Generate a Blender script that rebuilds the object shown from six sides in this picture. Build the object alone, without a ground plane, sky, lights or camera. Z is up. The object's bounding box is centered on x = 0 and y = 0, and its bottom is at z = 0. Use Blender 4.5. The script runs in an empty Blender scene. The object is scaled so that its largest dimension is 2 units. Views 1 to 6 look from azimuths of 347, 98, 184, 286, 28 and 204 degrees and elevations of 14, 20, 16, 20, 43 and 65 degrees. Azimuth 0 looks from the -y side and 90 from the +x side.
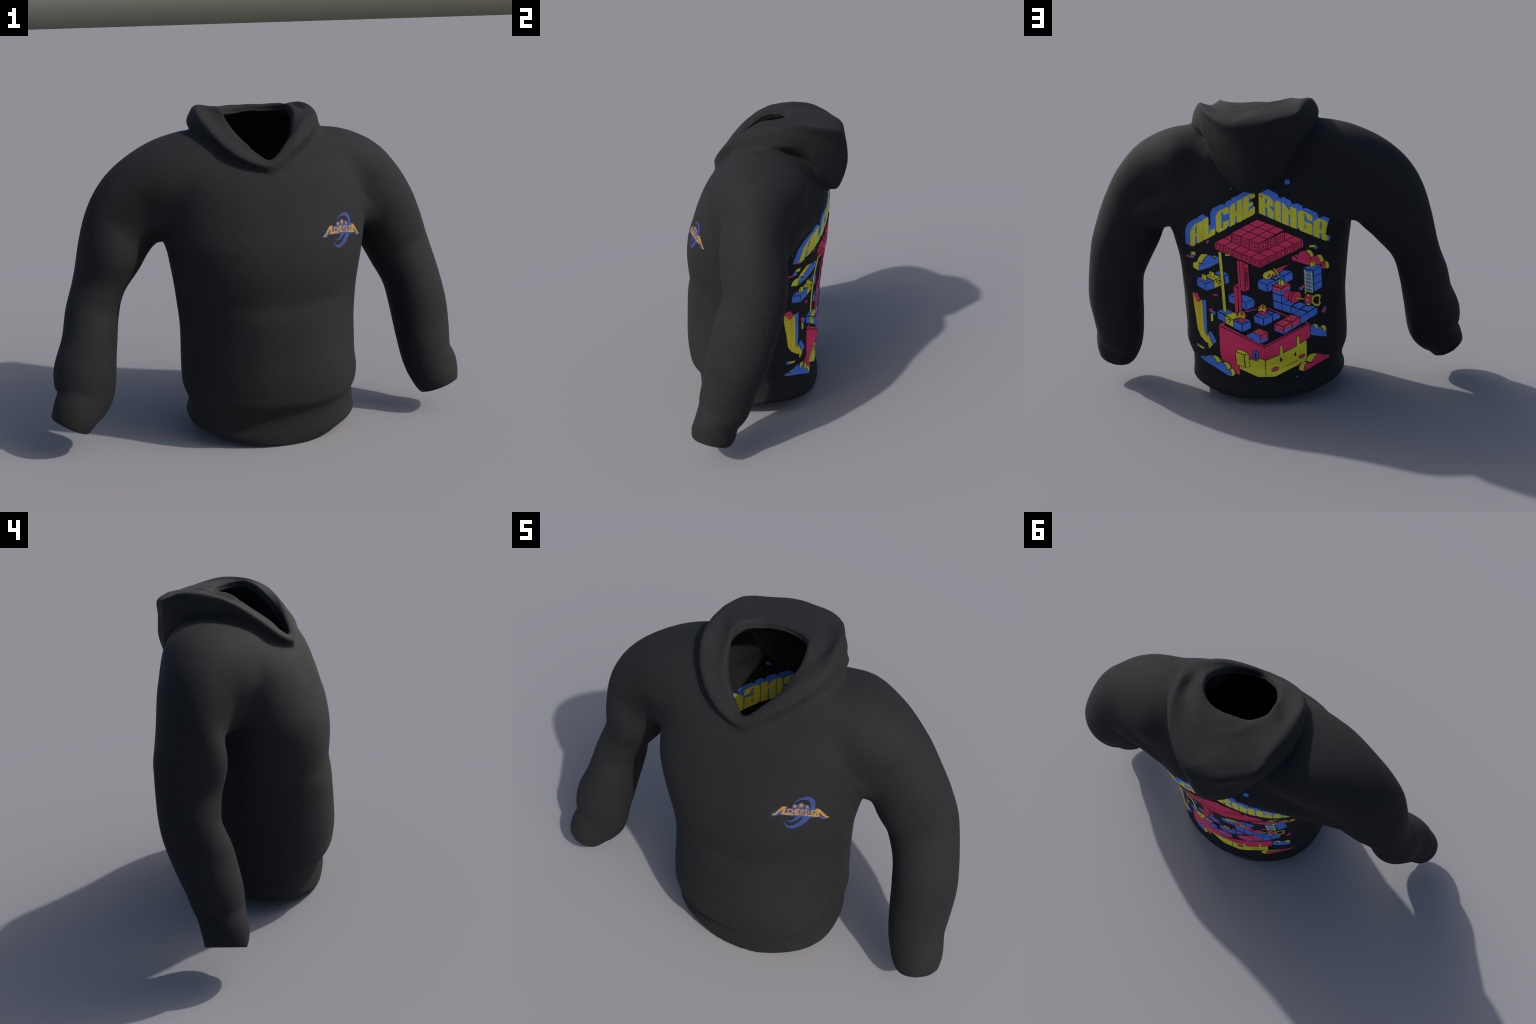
"""A dark knitted hooded sweatshirt standing empty, with a printed back and a chest badge.

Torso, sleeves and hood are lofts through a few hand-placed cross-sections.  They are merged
into one seamless skin, hollowed by a slightly smaller cavity, and then split into garment
parts.  The prints are thin appliques draped on the cloth.
"""
import bpy, bmesh, math, random
import numpy as np
from mathutils import Vector, Matrix
from mathutils.bvhtree import BVHTree
from mathutils.kdtree import KDTree

random.seed(7)
rng = np.random.default_rng(7)
VOXEL = 0.0055
CLOTH = 0.008

# ------------------------------------------------------------------ cross-sections
# torso rows: height, centre x, centre y, half width, depth to the front, depth to the back
# sleeve rows: spine x, y, z, radius front-to-back, radius across, roll of the section
# hood loops: 16 points round the neck, from the front point over the left side to the back
HEM_WAVE = [0.0303, 0.0178, -0.0037, -0.0100, 0.0002]
FRONT_EXP, BACK_EXP = [0.772, 1.498, 0.783], [0.807, 0.964, 0.743]
TORSO = np.array([
    [0.000, 0.046, -0.080, 0.320, 0.301, 0.331],
    [0.040, 0.046, -0.099, 0.397, 0.285, 0.347],
    [0.090, 0.050, -0.105, 0.397, 0.279, 0.342],
    [0.135, 0.050, -0.105, 0.397, 0.283, 0.346],
    [0.165, 0.045, -0.100, 0.400, 0.298, 0.331],
    [0.200, 0.045, -0.108, 0.414, 0.319, 0.343],
    [0.260, 0.049, -0.104, 0.424, 0.336, 0.360],
    [0.340, 0.048, -0.097, 0.422, 0.349, 0.358],
    [0.430, 0.050, -0.095, 0.422, 0.346, 0.362],
    [0.520, 0.051, -0.096, 0.423, 0.338, 0.369],
    [0.610, 0.050, -0.104, 0.429, 0.320, 0.388],
    [0.675, 0.048, -0.112, 0.434, 0.298, 0.405],
    [0.735, 0.048, -0.116, 0.440, 0.296, 0.417],
    [0.790, 0.049, -0.115, 0.448, 0.298, 0.427],
    [0.860, 0.050, -0.111, 0.459, 0.296, 0.434],
    [0.940, 0.051, -0.106, 0.468, 0.283, 0.438],
    [1.020, 0.055, -0.098, 0.464, 0.260, 0.439],
    [1.120, 0.061, -0.087, 0.452, 0.229, 0.430],
    [1.220, 0.063, -0.084, 0.433, 0.175, 0.389],
    [1.320, 0.063, -0.069, 0.398, 0.097, 0.337],
])

SLEEVE_LEFT = np.array([
    [0.265, 0.080, 1.235, 0.185, 0.165, 0.060],
    [0.391, 0.055, 1.222, 0.220, 0.190, 0.080],
    [0.512, 0.040, 1.187, 0.195, 0.183, 0.096],
    [0.600, 0.042, 1.114, 0.155, 0.174, 0.070],
    [0.667, 0.032, 1.022, 0.154, 0.164, 0.052],
    [0.710, 0.040, 0.915, 0.158, 0.167, -0.011],
    [0.760, 0.044, 0.800, 0.150, 0.157, -0.041],
    [0.808, 0.001, 0.664, 0.153, 0.141, 0.095],
    [0.833, -0.042, 0.524, 0.149, 0.141, 0.130],
    [0.840, -0.084, 0.401, 0.132, 0.135, 0.109],
    [0.847, -0.117, 0.293, 0.125, 0.125, 0.120],
    [0.866, -0.150, 0.225, 0.105, 0.126, 0.180],
    [0.882, -0.170, 0.165, 0.107, 0.113, 0.220],
    [0.895, -0.181, 0.126, 0.095, 0.098, 0.250],
])

SLEEVE_RIGHT = np.array([
    [-0.050, 0.075, 1.250, 0.190, 0.147, -0.150],
    [-0.199, 0.050, 1.260, 0.235, 0.168, -0.200],
    [-0.365, 0.048, 1.211, 0.226, 0.186, -0.305],
    [-0.514, 0.060, 1.123, 0.177, 0.191, -0.310],
    [-0.605, 0.062, 0.999, 0.149, 0.188, -0.390],
    [-0.668, 0.041, 0.877, 0.162, 0.150, -0.520],
    [-0.724, 0.033, 0.752, 0.145, 0.112, -0.520],
    [-0.767, 0.010, 0.621, 0.135, 0.122, -0.270],
    [-0.794, -0.052, 0.492, 0.137, 0.128, -0.067],
    [-0.826, -0.110, 0.371, 0.120, 0.143, 0.050],
    [-0.837, -0.139, 0.269, 0.107, 0.133, -0.038],
    [-0.883, -0.172, 0.199, 0.104, 0.111, -0.038],
    [-0.916, -0.182, 0.143, 0.092, 0.093, 0.052],
])

HOOD_SEAM = np.array([
    [0.060, -0.235, 1.229],
    [0.126, -0.200, 1.260],
    [0.227, -0.118, 1.313],
    [0.340, -0.010, 1.380],
    [0.337, 0.157, 1.419],
    [0.258, 0.244, 1.353],
    [0.216, 0.312, 1.247],
    [0.132, 0.337, 1.157],
    [0.025, 0.341, 1.125],
    [-0.069, 0.317, 1.184],
    [-0.151, 0.257, 1.299],
    [-0.214, 0.168, 1.390],
    [-0.237, 0.060, 1.403],
    [-0.213, -0.050, 1.381],
    [-0.140, -0.141, 1.325],
    [-0.037, -0.202, 1.277],
])

HOOD_BULGE = np.array([
    [0.056, -0.246, 1.274],
    [0.173, -0.200, 1.347],
    [0.267, -0.133, 1.400],
    [0.334, -0.033, 1.441],
    [0.345, 0.100, 1.465],
    [0.298, 0.229, 1.430],
    [0.240, 0.309, 1.319],
    [0.150, 0.367, 1.197],
    [0.060, 0.401, 1.151],
    [-0.064, 0.379, 1.225],
    [-0.166, 0.309, 1.353],
    [-0.245, 0.202, 1.438],
    [-0.263, 0.070, 1.457],
    [-0.227, -0.061, 1.433],
    [-0.159, -0.160, 1.364],
    [-0.057, -0.227, 1.300],
])

HOOD_WALL = np.array([
    [0.051, -0.244, 1.290],
    [0.161, -0.198, 1.360],
    [0.254, -0.128, 1.423],
    [0.320, -0.032, 1.483],
    [0.323, 0.078, 1.513],
    [0.298, 0.209, 1.496],
    [0.230, 0.314, 1.439],
    [0.141, 0.399, 1.377],
    [0.040, 0.445, 1.291],
    [-0.070, 0.380, 1.351],
    [-0.167, 0.340, 1.462],
    [-0.225, 0.219, 1.496],
    [-0.247, 0.085, 1.505],
    [-0.234, -0.049, 1.463],
    [-0.169, -0.161, 1.385],
    [-0.063, -0.224, 1.319],
])

HOOD_CREST = np.array([
    [0.046, -0.224, 1.307],
    [0.139, -0.181, 1.373],
    [0.226, -0.115, 1.447],
    [0.288, -0.020, 1.494],
    [0.302, 0.087, 1.523],
    [0.284, 0.208, 1.523],
    [0.228, 0.322, 1.489],
    [0.137, 0.400, 1.463],
    [0.070, 0.412, 1.460],
    [-0.038, 0.407, 1.467],
    [-0.148, 0.313, 1.497],
    [-0.198, 0.216, 1.531],
    [-0.219, 0.089, 1.529],
    [-0.223, -0.036, 1.493],
    [-0.164, -0.152, 1.407],
    [-0.060, -0.206, 1.338],
])

HOOD_DISH = np.array([
    [0.051, -0.218, 1.304],
    [0.130, -0.164, 1.371],
    [0.206, -0.102, 1.445],
    [0.254, -0.017, 1.500],
    [0.265, 0.079, 1.504],
    [0.240, 0.156, 1.516],
    [0.188, 0.219, 1.516],
    [0.117, 0.254, 1.512],
    [0.036, 0.278, 1.509],
    [-0.029, 0.220, 1.523],
    [-0.088, 0.161, 1.527],
    [-0.153, 0.103, 1.532],
    [-0.172, 0.035, 1.512],
    [-0.162, -0.056, 1.472],
    [-0.114, -0.147, 1.408],
    [-0.031, -0.195, 1.341],
])

HOOD_RIM = np.array([
    [0.057, -0.210, 1.302],
    [0.157, -0.144, 1.368],
    [0.206, -0.037, 1.468],
    [0.205, 0.041, 1.521],
    [0.186, 0.085, 1.522],
    [0.170, 0.099, 1.521],
    [0.155, 0.113, 1.520],
    [0.106, 0.133, 1.518],
    [0.040, 0.138, 1.522],
    [-0.037, 0.127, 1.512],
    [-0.099, 0.080, 1.516],
    [-0.114, 0.008, 1.510],
    [-0.106, -0.044, 1.475],
    [-0.085, -0.095, 1.433],
    [-0.056, -0.139, 1.392],
    [0.003, -0.189, 1.332],
])



def hermite(x, xk, yk):
    """Smooth curve through the rows yk at the stations xk."""
    d = np.diff(xk)
    s = np.diff(yk, axis=0) / d[:, None]
    m = np.empty_like(yk)
    m[0], m[-1] = s[0], s[-1]
    w = (d[1:] / (d[1:] + d[:-1]))[:, None]
    m[1:-1] = s[:-1] * w + s[1:] * (1 - w)
    i = np.clip(np.searchsorted(xk, x) - 1, 0, len(xk) - 2)
    h, t = d[i][:, None], ((x - xk[i]) / d[i])[:, None]
    return (2*t**3 - 3*t**2 + 1)*yk[i] + (t**3 - 2*t**2 + t)*h*m[i] + (3*t**2 - 2*t**3)*yk[i+1] + (t**3 - t**2)*h*m[i+1]


def closed_curve(pts, n):
    """Closed Catmull-Rom curve through pts, n samples."""
    k = len(pts)
    t = np.linspace(0, k, n, endpoint=False)
    i = np.floor(t).astype(int)
    f = (t - i)[:, None]
    a, b, c, d = (pts[(i + j) % k] for j in (-1, 0, 1, 2))
    return b + 0.5*f*(c - a) + f**2*(a - 2.5*b + 2*c - 0.5*d) + f**3*(1.5*(b - c) + 0.5*(d - a))


def torso_rings(shrink=0.0, extra_low=0.0, nz=150, nth=128):
    th = np.linspace(0, 2*np.pi, nth, endpoint=False)
    z = np.linspace(0, TORSO[-1, 0], nz)
    s = hermite(z, TORSO[:, 0], TORSO[:, 1:])
    if extra_low:
        z = np.r_[-extra_low, z]
        s = np.vstack([s[:1], s])
    c, sn = np.cos(th)[None], np.sin(th)[None]
    zz = [0, 0.6, 1.3]
    ef, eb = np.interp(z, zz, FRONT_EXP)[:, None], np.interp(z, zz, BACK_EXP)[:, None]
    C = np.sign(c) * np.where(sn < 0, abs(c)**0.88, abs(c)**eb)
    S = np.sign(sn) * np.where(sn < 0, abs(sn)**ef, abs(sn)**eb)
    X = s[:, 0:1] + (s[:, 2:3] - shrink) * C
    Y = s[:, 1:2] + (np.where(S < 0, s[:, 3:4], s[:, 4:5]) - shrink) * S
    f = np.clip(1 - z/0.6, 0, 1)[:, None]
    w = HEM_WAVE
    Z = z[:, None] + f*(w[0] + w[1]*np.sin(th) + w[2]*np.cos(th) - w[3]*np.cos(2*th) + w[4]*np.sin(2*th))
    return np.stack([X, Y, Z], -1)


def sleeve_rings(rows, shrink=0.0, ns=130, nth=56, extra=0.0):
    k = np.arange(len(rows), dtype=float)
    s = hermite(np.linspace(0, len(rows) - 1, ns), k, rows)
    P = s[:, :3]
    T = np.gradient(P, axis=0)
    T /= np.linalg.norm(T, axis=1)[:, None]
    U = np.array([0, 1.0, 0]) - T*T[:, 1:2]
    U /= np.linalg.norm(U, axis=1)[:, None]
    W = np.cross(T, U)
    a = s[:, 5:6]
    U, W = U*np.cos(a) + W*np.sin(a), W*np.cos(a) - U*np.sin(a)
    th = np.linspace(0, 2*np.pi, nth, endpoint=False)[None, :, None]
    R = P[:, None] + (s[:, 3, None, None] - shrink)*np.cos(th)*U[:, None] + (s[:, 4, None, None] - shrink)*np.sin(th)*W[:, None]
    if extra:
        R = np.concatenate([R, R[-1:] + T[-1]*extra])
    return R


def profile_rings(loops, per=7, n=192):
    """Rings through a stack of closed loops."""
    C = np.stack([closed_curve(l, n) for l in loops])
    k = np.arange(len(loops), dtype=float)
    return hermite(np.linspace(0, len(loops) - 1, per*(len(loops) - 1) + 1), k, C.reshape(len(loops), -1)).reshape(-1, n, 3)


def about(loop, scale, dz=0.0, centre=None):
    c = loop.mean(0) if centre is None else np.array(centre)
    q = c + (loop - c)*np.array([scale, scale, 1.0])
    q[:, 2] += dz
    return q


def mesh_from_rings(parts):
    """One mesh made of capped tubes, ready for remeshing."""
    V, F, base = [], [], 0
    for R in parts:
        a, n = R.shape[:2]
        V.append(R.reshape(-1, 3))
        i, j = np.meshgrid(np.arange(a - 1), np.arange(n), indexing="ij")
        k = (j + 1) % n
        F += (base + np.stack([i*n + j, i*n + k, (i + 1)*n + k, (i + 1)*n + j], -1)).reshape(-1, 4).tolist()
        V.append(np.stack([R[0].mean(0), R[-1].mean(0)]))
        c0, c1 = base + a*n, base + a*n + 1
        F += [(base + (q + 1) % n, base + q, c0) for q in range(n)]
        F += [(base + (a - 1)*n + q, base + (a - 1)*n + (q + 1) % n, c1) for q in range(n)]
        base += a*n + 2
    me = bpy.data.meshes.new("loft")
    me.from_pydata(np.concatenate(V).tolist(), [], F)
    bm = bmesh.new()
    bm.from_mesh(me)
    bmesh.ops.recalc_face_normals(bm, faces=bm.faces)
    bm.to_mesh(me)
    bm.free()
    return me


def temp_object(me):
    ob = bpy.data.objects.new("working", me)
    bpy.context.scene.collection.objects.link(ob)
    return ob


def baked(ob):
    dg = bpy.context.evaluated_depsgraph_get()
    dg.update()
    me = bpy.data.meshes.new_from_object(ob.evaluated_get(dg))
    bpy.data.objects.remove(ob)
    return me


def skin(parts, voxel, rounds, factor=0.5):
    """Union of tubes as one smooth closed surface."""
    ob = temp_object(mesh_from_rings(parts))
    m = ob.modifiers.new("remesh", "REMESH")
    m.mode, m.voxel_size, m.adaptivity = "VOXEL", voxel, 0.0
    s = ob.modifiers.new("smooth", "SMOOTH")
    s.factor, s.iterations = factor, rounds
    return baked(ob)


# ------------------------------------------------------------------ outer and inner skins
# close the torso over the shoulders, under the hood
top = TORSO[-1]
TORSO = np.vstack([TORSO, [1.385, top[1], top[2] + 0.01, 0.32, 0.045, 0.25], [1.415, top[1], top[2] + 0.03, 0.20, 0.02, 0.16]])

torso_out = torso_rings()
left_out, right_out = sleeve_rings(SLEEVE_LEFT), sleeve_rings(SLEEVE_RIGHT)
neck = np.array([0.045, -0.02, 1.35])
under = about(HOOD_SEAM, 0.75, -0.06, neck)
lip = about(HOOD_RIM, 1.0, -0.022)
# a soft rolled lip runs round the opening, with a shallow groove behind it
roll = HOOD_RIM + 0.30*(HOOD_DISH - HOOD_RIM) + np.array([0, 0, 0.007])
groove = HOOD_DISH + np.array([0, 0, -0.004])
hood_out = profile_rings([under, HOOD_SEAM, HOOD_BULGE, HOOD_WALL, HOOD_CREST, groove, roll, HOOD_RIM, lip])



def nearest(points, samples):
    """Distance from each point to the nearest sample, searched through a coarse KD tree."""
    t = KDTree(len(samples))
    for i, q in enumerate(samples):
        t.insert(q, i)
    t.balance()
    return np.array([t.find(q)[2] for q in points])


def relax(me, weight, rounds):
    """Laplacian smoothing whose strength varies per vertex."""
    n = len(me.vertices)
    co = np.empty(n*3)
    me.vertices.foreach_get("co", co)
    co = co.reshape(-1, 3)
    e = np.empty(len(me.edges)*2, np.int32)
    me.edges.foreach_get("vertices", e)
    a, b = e[0::2], e[1::2]
    deg = np.bincount(a, minlength=n) + np.bincount(b, minlength=n)
    w = weight[:, None]
    for _ in range(rounds):
        s = np.stack([np.bincount(a, co[b, k], n) + np.bincount(b, co[a, k], n) for k in range(3)], -1)
        co += w*0.6*(s/deg[:, None] - co)
    me.vertices.foreach_set("co", co.ravel())
    me.update()
    return co


def coords(me):
    co = np.empty(len(me.vertices)*3)
    me.vertices.foreach_get("co", co)
    return co.reshape(-1, 3)


# gores: the cloth that spans from the body to the upper arm above each armpit
gore_left = sleeve_rings(np.array([[0.30, 0.040, 1.075, 0.262, 0.145, 0], [0.41, 0.046, 1.062, 0.236, 0.13, 0], [0.53, 0.055, 1.030, 0.186, 0.112, 0], [0.645, 0.050, 0.99, 0.146, 0.10, 0]]), ns=60)
gore_right = sleeve_rings(np.array([[-0.21, 0.05, 1.085, 0.262, 0.145, 0], [-0.32, 0.06, 1.066, 0.234, 0.126, 0], [-0.44, 0.072, 1.036, 0.186, 0.108, 0], [-0.565, 0.075, 1.0, 0.150, 0.10, 0]]), ns=60)

outer = skin([torso_out, left_out, right_out, hood_out, gore_left, gore_right], VOXEL, 4)
# soften the armholes: the cloth runs from body to sleeve without a hard valley
P = coords(outer)
upper = P[:, 2] > 0.72
Q = P[upper]
full = lambda d: np.where(upper, np.put(buf := np.full(len(P), 9.0), np.where(upper)[0], d) or buf, 9.0)
d_body = full(nearest(Q, torso_out[70:, ::3].reshape(-1, 3)))
d_arm = full(nearest(Q, np.concatenate([left_out[:75:2, ::2], right_out[:75:2, ::2]]).reshape(-1, 3)))
near_hood = P[:, 2] > 1.0
d_hood = np.full(len(P), 9.0)
d_hood[near_hood] = nearest(P[near_hood], hood_out[::2, ::3].reshape(-1, 3))
ramp = lambda x, a, b: np.clip((x - a)/(b - a), 0, 1)
arm_blend = (1 - ramp(np.maximum(d_body, d_arm), 0.025, 0.072))*ramp(P[:, 2], 0.74, 0.92)*ramp(d_hood, 0.015, 0.05)
front_blend = (1 - ramp(np.maximum(np.minimum(d_body, d_arm), d_hood), 0.012, 0.042))*ramp(0.10 - P[:, 1], 0.0, 0.12)


def fill_valleys(me, weight, rounds):
    """Smoothing that only ever lifts the surface: hollows close, swellings stay."""
    n = len(me.vertices)
    co = coords(me)
    N = np.empty(n*3, np.float32)
    me.vertex_normals.foreach_get("vector", N)
    N = N.reshape(-1, 3)
    e = np.empty(len(me.edges)*2, np.int32)
    me.edges.foreach_get("vertices", e)
    a, b = e[0::2], e[1::2]
    live = (weight[a] > 0) | (weight[b] > 0)
    a, b = a[live], b[live]
    ids, inv = np.unique(np.concatenate([a, b]), return_inverse=True)      # work on the live patch only
    a, b = inv[:len(a)], inv[len(a):]
    m = len(ids)
    q, w, N = co[ids].copy(), weight[ids]*0.95, N[ids]
    deg = np.maximum(np.bincount(a, minlength=m) + np.bincount(b, minlength=m), 1)
    w = np.where(deg < 3, 0, w)
    h = np.zeros(m)                                                       # lift along the normal
    nn = (N[a]*N[b]).sum(1)
    base = ((q[b] - q[a])*N[a]).sum(1), ((q[a] - q[b])*N[b]).sum(1)
    rest = (np.bincount(a, base[0], m) + np.bincount(b, base[1], m))/deg
    for _ in range(rounds):
        s = (np.bincount(a, h[b]*nn, m) + np.bincount(b, h[a]*nn, m))/deg
        h += np.clip(s - h + rest, 0, None)*w
    co[ids] = q + N*h[:, None]
    me.vertices.foreach_set("co", co.ravel())
    me.update()


relax(outer, arm_blend, 20)
wide = (1 - ramp(np.maximum(d_body, d_arm), 0.12, 0.22))*ramp(P[:, 2], 0.84, 0.93)*ramp(d_hood, 0.02, 0.06)
near_collar = (1 - ramp(np.maximum(np.minimum(d_body, d_arm), d_hood), 0.035, 0.075))*ramp(0.17 - P[:, 1], 0.0, 0.06)*ramp(P[:, 0], 0.10, 0.18)
fill_valleys(outer, wide, 420)
fill_valleys(outer, near_collar, 150)
relax(outer, arm_blend, 16)
relax(outer, front_blend, 26)
relax(outer, ramp(0.24 - P[:, 2], 0.0, 0.04)*ramp(P[:, 2], 0.09, 0.12)*(abs(P[:, 0]) < 0.55), 14)

# the neck opening widens below the rim, towards the back, into the hollow of the hood
back_share = np.clip((HOOD_RIM[:, 1:2] + 0.06)/0.16, 0, 1)
flare = lambda loop, share, dz: HOOD_RIM + back_share*share*(loop - HOOD_RIM) + np.array([0, 0, dz])
# slow unevenness of a worn, soft fabric, livelier on the hood
P = relax(outer, np.zeros(len(P)), 1)
N = np.empty(len(P)*3, np.float32)
outer.vertex_normals.foreach_get("vector", N)
N = N.reshape(-1, 3)
lively = 0.0003 + 0.0012*(1 - ramp(d_hood, 0.0, 0.03))*ramp(P[:, 2], 1.30, 1.42)


def swell(p, scale, seed):
    """Sum of a few sine waves in random directions, about -1 to 1."""
    r = np.random.default_rng(seed)
    d = r.normal(size=(7, 3))
    d *= scale*r.uniform(0.6, 1.5, (7, 1))/np.linalg.norm(d, axis=1)[:, None]
    return np.sin(p @ d.T + r.uniform(0, 6.28, 7)).sum(1)/3.0


outer.vertices.foreach_set("co", (P + N*(lively*(0.6*swell(P, 38, 3) + 0.6*swell(P, 75, 5)))[:, None]).ravel())
outer.update()

shaft = profile_rings([about(HOOD_RIM, 0.90, 0.06), about(HOOD_RIM, 0.93, 0.0), about(HOOD_RIM, 1.0, -0.03), about(flare(HOOD_DISH, 0.7, -0.06), 1.03),
                       about(flare(HOOD_WALL, 0.7, -0.06), 1.05), about(flare(HOOD_BULGE, 0.78, -0.04), 1.03), about(flare(HOOD_SEAM, 0.72, -0.08), 1.02), about(HOOD_RIM, 1.0, -0.26)])
TC = TORSO.copy()
TORSO = TC[:-2]
cavity = skin([torso_rings(CLOTH, 0.09), sleeve_rings(SLEEVE_LEFT, CLOTH, extra=0.05), sleeve_rings(SLEEVE_RIGHT, CLOTH, extra=0.05), shaft], 0.009, 3)
TORSO = TC

a, b = temp_object(outer), temp_object(cavity)
m = a.modifiers.new("hollow", "BOOLEAN")
m.operation, m.solver, m.object = "DIFFERENCE", "MANIFOLD", b
garment = baked(a)
# drop any crumbs left by the cut
bm = bmesh.new()
bm.from_mesh(garment)
seen, crumbs = set(), []
for v in bm.verts:
    if v in seen:
        continue
    stack, island = [v], []
    seen.add(v)
    while stack:
        q = stack.pop()
        island.append(q)
        for e in q.link_edges:
            o = e.other_vert(q)
            if o not in seen:
                seen.add(o)
                stack.append(o)
    if len(island) < 5000:
        crumbs += island
bmesh.ops.delete(bm, geom=crumbs, context="VERTS")
bm.to_mesh(garment)
bm.free()
garment.update()
bpy.data.objects.remove(b)
print("garment", len(outer.polygons), len(cavity.polygons), len(garment.polygons))


# ------------------------------------------------------------------ prints
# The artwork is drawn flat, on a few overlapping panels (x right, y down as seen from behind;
# 13 panel steps are about 2.4 mm), and then draped on the cloth by arc length and height.
PANEL = {"word_left": (312, 370, 13.07), "word_right": (462, 370, 13.07), "roof": (372, 430, 11.76),
         "upper_left": (322, 490, 13.07), "upper_right": (457, 490, 13.07), "middle_left": (322, 580, 13.07),
         "middle_right": (457, 580, 13.07), "lower_left": (332, 670, 13.07), "lower_right": (462, 670, 13.07)}
PIECES = []          # (object name, instance, colour, list of polygons in flat units, front or back)
state = {"panel": "roof", "name": "block", "side": "back"}
counter = {}


def on(panel, name=None):
    state["panel"] = panel
    if name:
        begin(name)


def begin(name):
    counter[name] = counter.get(name, -1) + 1
    state["name"] = name


def flat(pts, panel=None):
    ox, oy, k = PANEL[panel or state["panel"]]
    return np.array(pts, float)/k + [ox, oy]


def put(colour, polys):
    PIECES.append((state["name"], counter[state["name"]], colour, polys, state["side"]))


def poly(colour, *pts):
    put(colour, [flat(pts)])


def shrunk(q, d):
    """Inward offset of a convex outline."""
    n = len(q)
    area = sum(q[i][0]*q[(i + 1) % n][1] - q[(i + 1) % n][0]*q[i][1] for i in range(n))
    out = []
    for i in range(n):
        a, b, c = q[i - 1], q[i], q[(i + 1) % n]
        e1, e2 = (b - a)/np.linalg.norm(b - a), (c - b)/np.linalg.norm(c - b)
        n1, n2 = np.array([-e1[1], e1[0]]), np.array([-e2[1], e2[0]])
        m = n1 + n2
        m *= d/max(0.35, m @ n1)*np.sign(area)
        out.append(b + m)
    return np.array(out)


def ellipse(colour, cx, cy, rx, ry, turn=0.0, n=18, outline=0.0):
    t = np.linspace(0, 2*np.pi, n, endpoint=False)
    a = math.radians(turn)
    for col, g in ((("ink", outline),) if outline else ()) + ((colour, 0.0),):
        x, y = (rx + g)*np.cos(t), (ry + g)*np.sin(t)
        poly(col, *np.stack([cx + x*math.cos(a) - y*math.sin(a), cy + x*math.sin(a) + y*math.cos(a)], -1))


def stroke_quads(p, width):
    p = np.array(p, float)
    d = np.gradient(p, axis=0) if len(p) > 2 else np.repeat(p[1:] - p[:1], 2, 0)
    e = np.diff(p, axis=0)
    e /= np.linalg.norm(e, axis=1)[:, None]
    nrm = np.zeros_like(p)
    nrm[0], nrm[-1] = [-e[0, 1], e[0, 0]], [-e[-1, 1], e[-1, 0]]
    for i in range(1, len(p) - 1):
        n1, n2 = np.array([-e[i - 1, 1], e[i - 1, 0]]), np.array([-e[i, 1], e[i, 0]])
        m = n1 + n2
        nrm[i] = m/max(0.6, m @ n1)
    l, r = p + nrm*width/2, p - nrm*width/2
    return [np.array([l[i], l[i + 1], r[i + 1], r[i]]) for i in range(len(p) - 1)]


def line(colour, width, *pts):
    put(colour, stroke_quads(flat(pts), width/PANEL[state["panel"]][2]))


SPIRALS = [[(.86, .16), (.16, .16), (.16, .84), (.84, .84), (.84, .42), (.46, .42), (.46, .64), (.62, .64)],
           [(.16, .16), (.18, .84), (.84, .84), (.84, .22), (.42, .22), (.42, .6), (.64, .6), (.64, .44)],
           [(.84, .84), (.84, .16), (.18, .16), (.18, .84), (.62, .84), (.62, .42), (.4, .42), (.4, .6)],
           [(.16, .84), (.84, .84), (.84, .16), (.2, .16), (.2, .58), (.6, .58), (.6, .38), (.42, .38)]]


def carved_face(a, b, c, d, kind):
    """A pink side face a-b-c-d with a square spiral cut into it."""
    a, b, c, d = (np.array(q, float) for q in (a, b, c, d))
    put("pink", [shrunk(np.array([a, b, c, d]), 0.6)])
    sp = np.array(SPIRALS[kind % 4])
    if kind >= 4:
        sp = sp*[-1, 1] + [1, 0]
    q = [(1 - v)*((1 - u)*a + u*b) + v*((1 - u)*d + u*c) for u, v in sp]
    put("ink", stroke_quads(q, 1.05))


def lattice(corner, step_a, step_b, cells):
    for i, j in cells:
        q = [corner + step_a*(i + u) + step_b*(j + v) for u, v in ((0, 0), (1, 0), (1, 1), (0, 1))]
        put("pink", [shrunk(np.array(q), 0.68)])


def coin(cx, cy, dx):
    begin("coin")
    ellipse("yellow", cx + dx, cy - 20, 30, 76, outline=13)
    ellipse("yellow", cx, cy, 42, 74, outline=13)


def toadstool(cx, cy):
    begin("toadstool")
    ellipse("pink", cx + 8, cy + 100, 112, 50, outline=14)
    ellipse("ink", cx - 42, cy + 95, 9, 17)
    ellipse("ink", cx + 65, cy + 95, 9, 17)
    dome = [(-112, 20), (-78, -62), (-30, -118), (10, -128), (58, -112), (94, -62), (102, 44), (64, 58), (0, 28), (-60, 34), (-104, 52)]
    poly("ink", *[(cx + x*1.12, cy + y*1.1) for x, y in dome])
    poly("yellow", *[(cx + x, cy + y) for x, y in dome])
    for x, y, r in ((14, -68, 32), (-95, -42, 24), (108, -12, 26)):
        ellipse("pink", cx + x, cy + y, r, r*1.2, outline=11)


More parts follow.
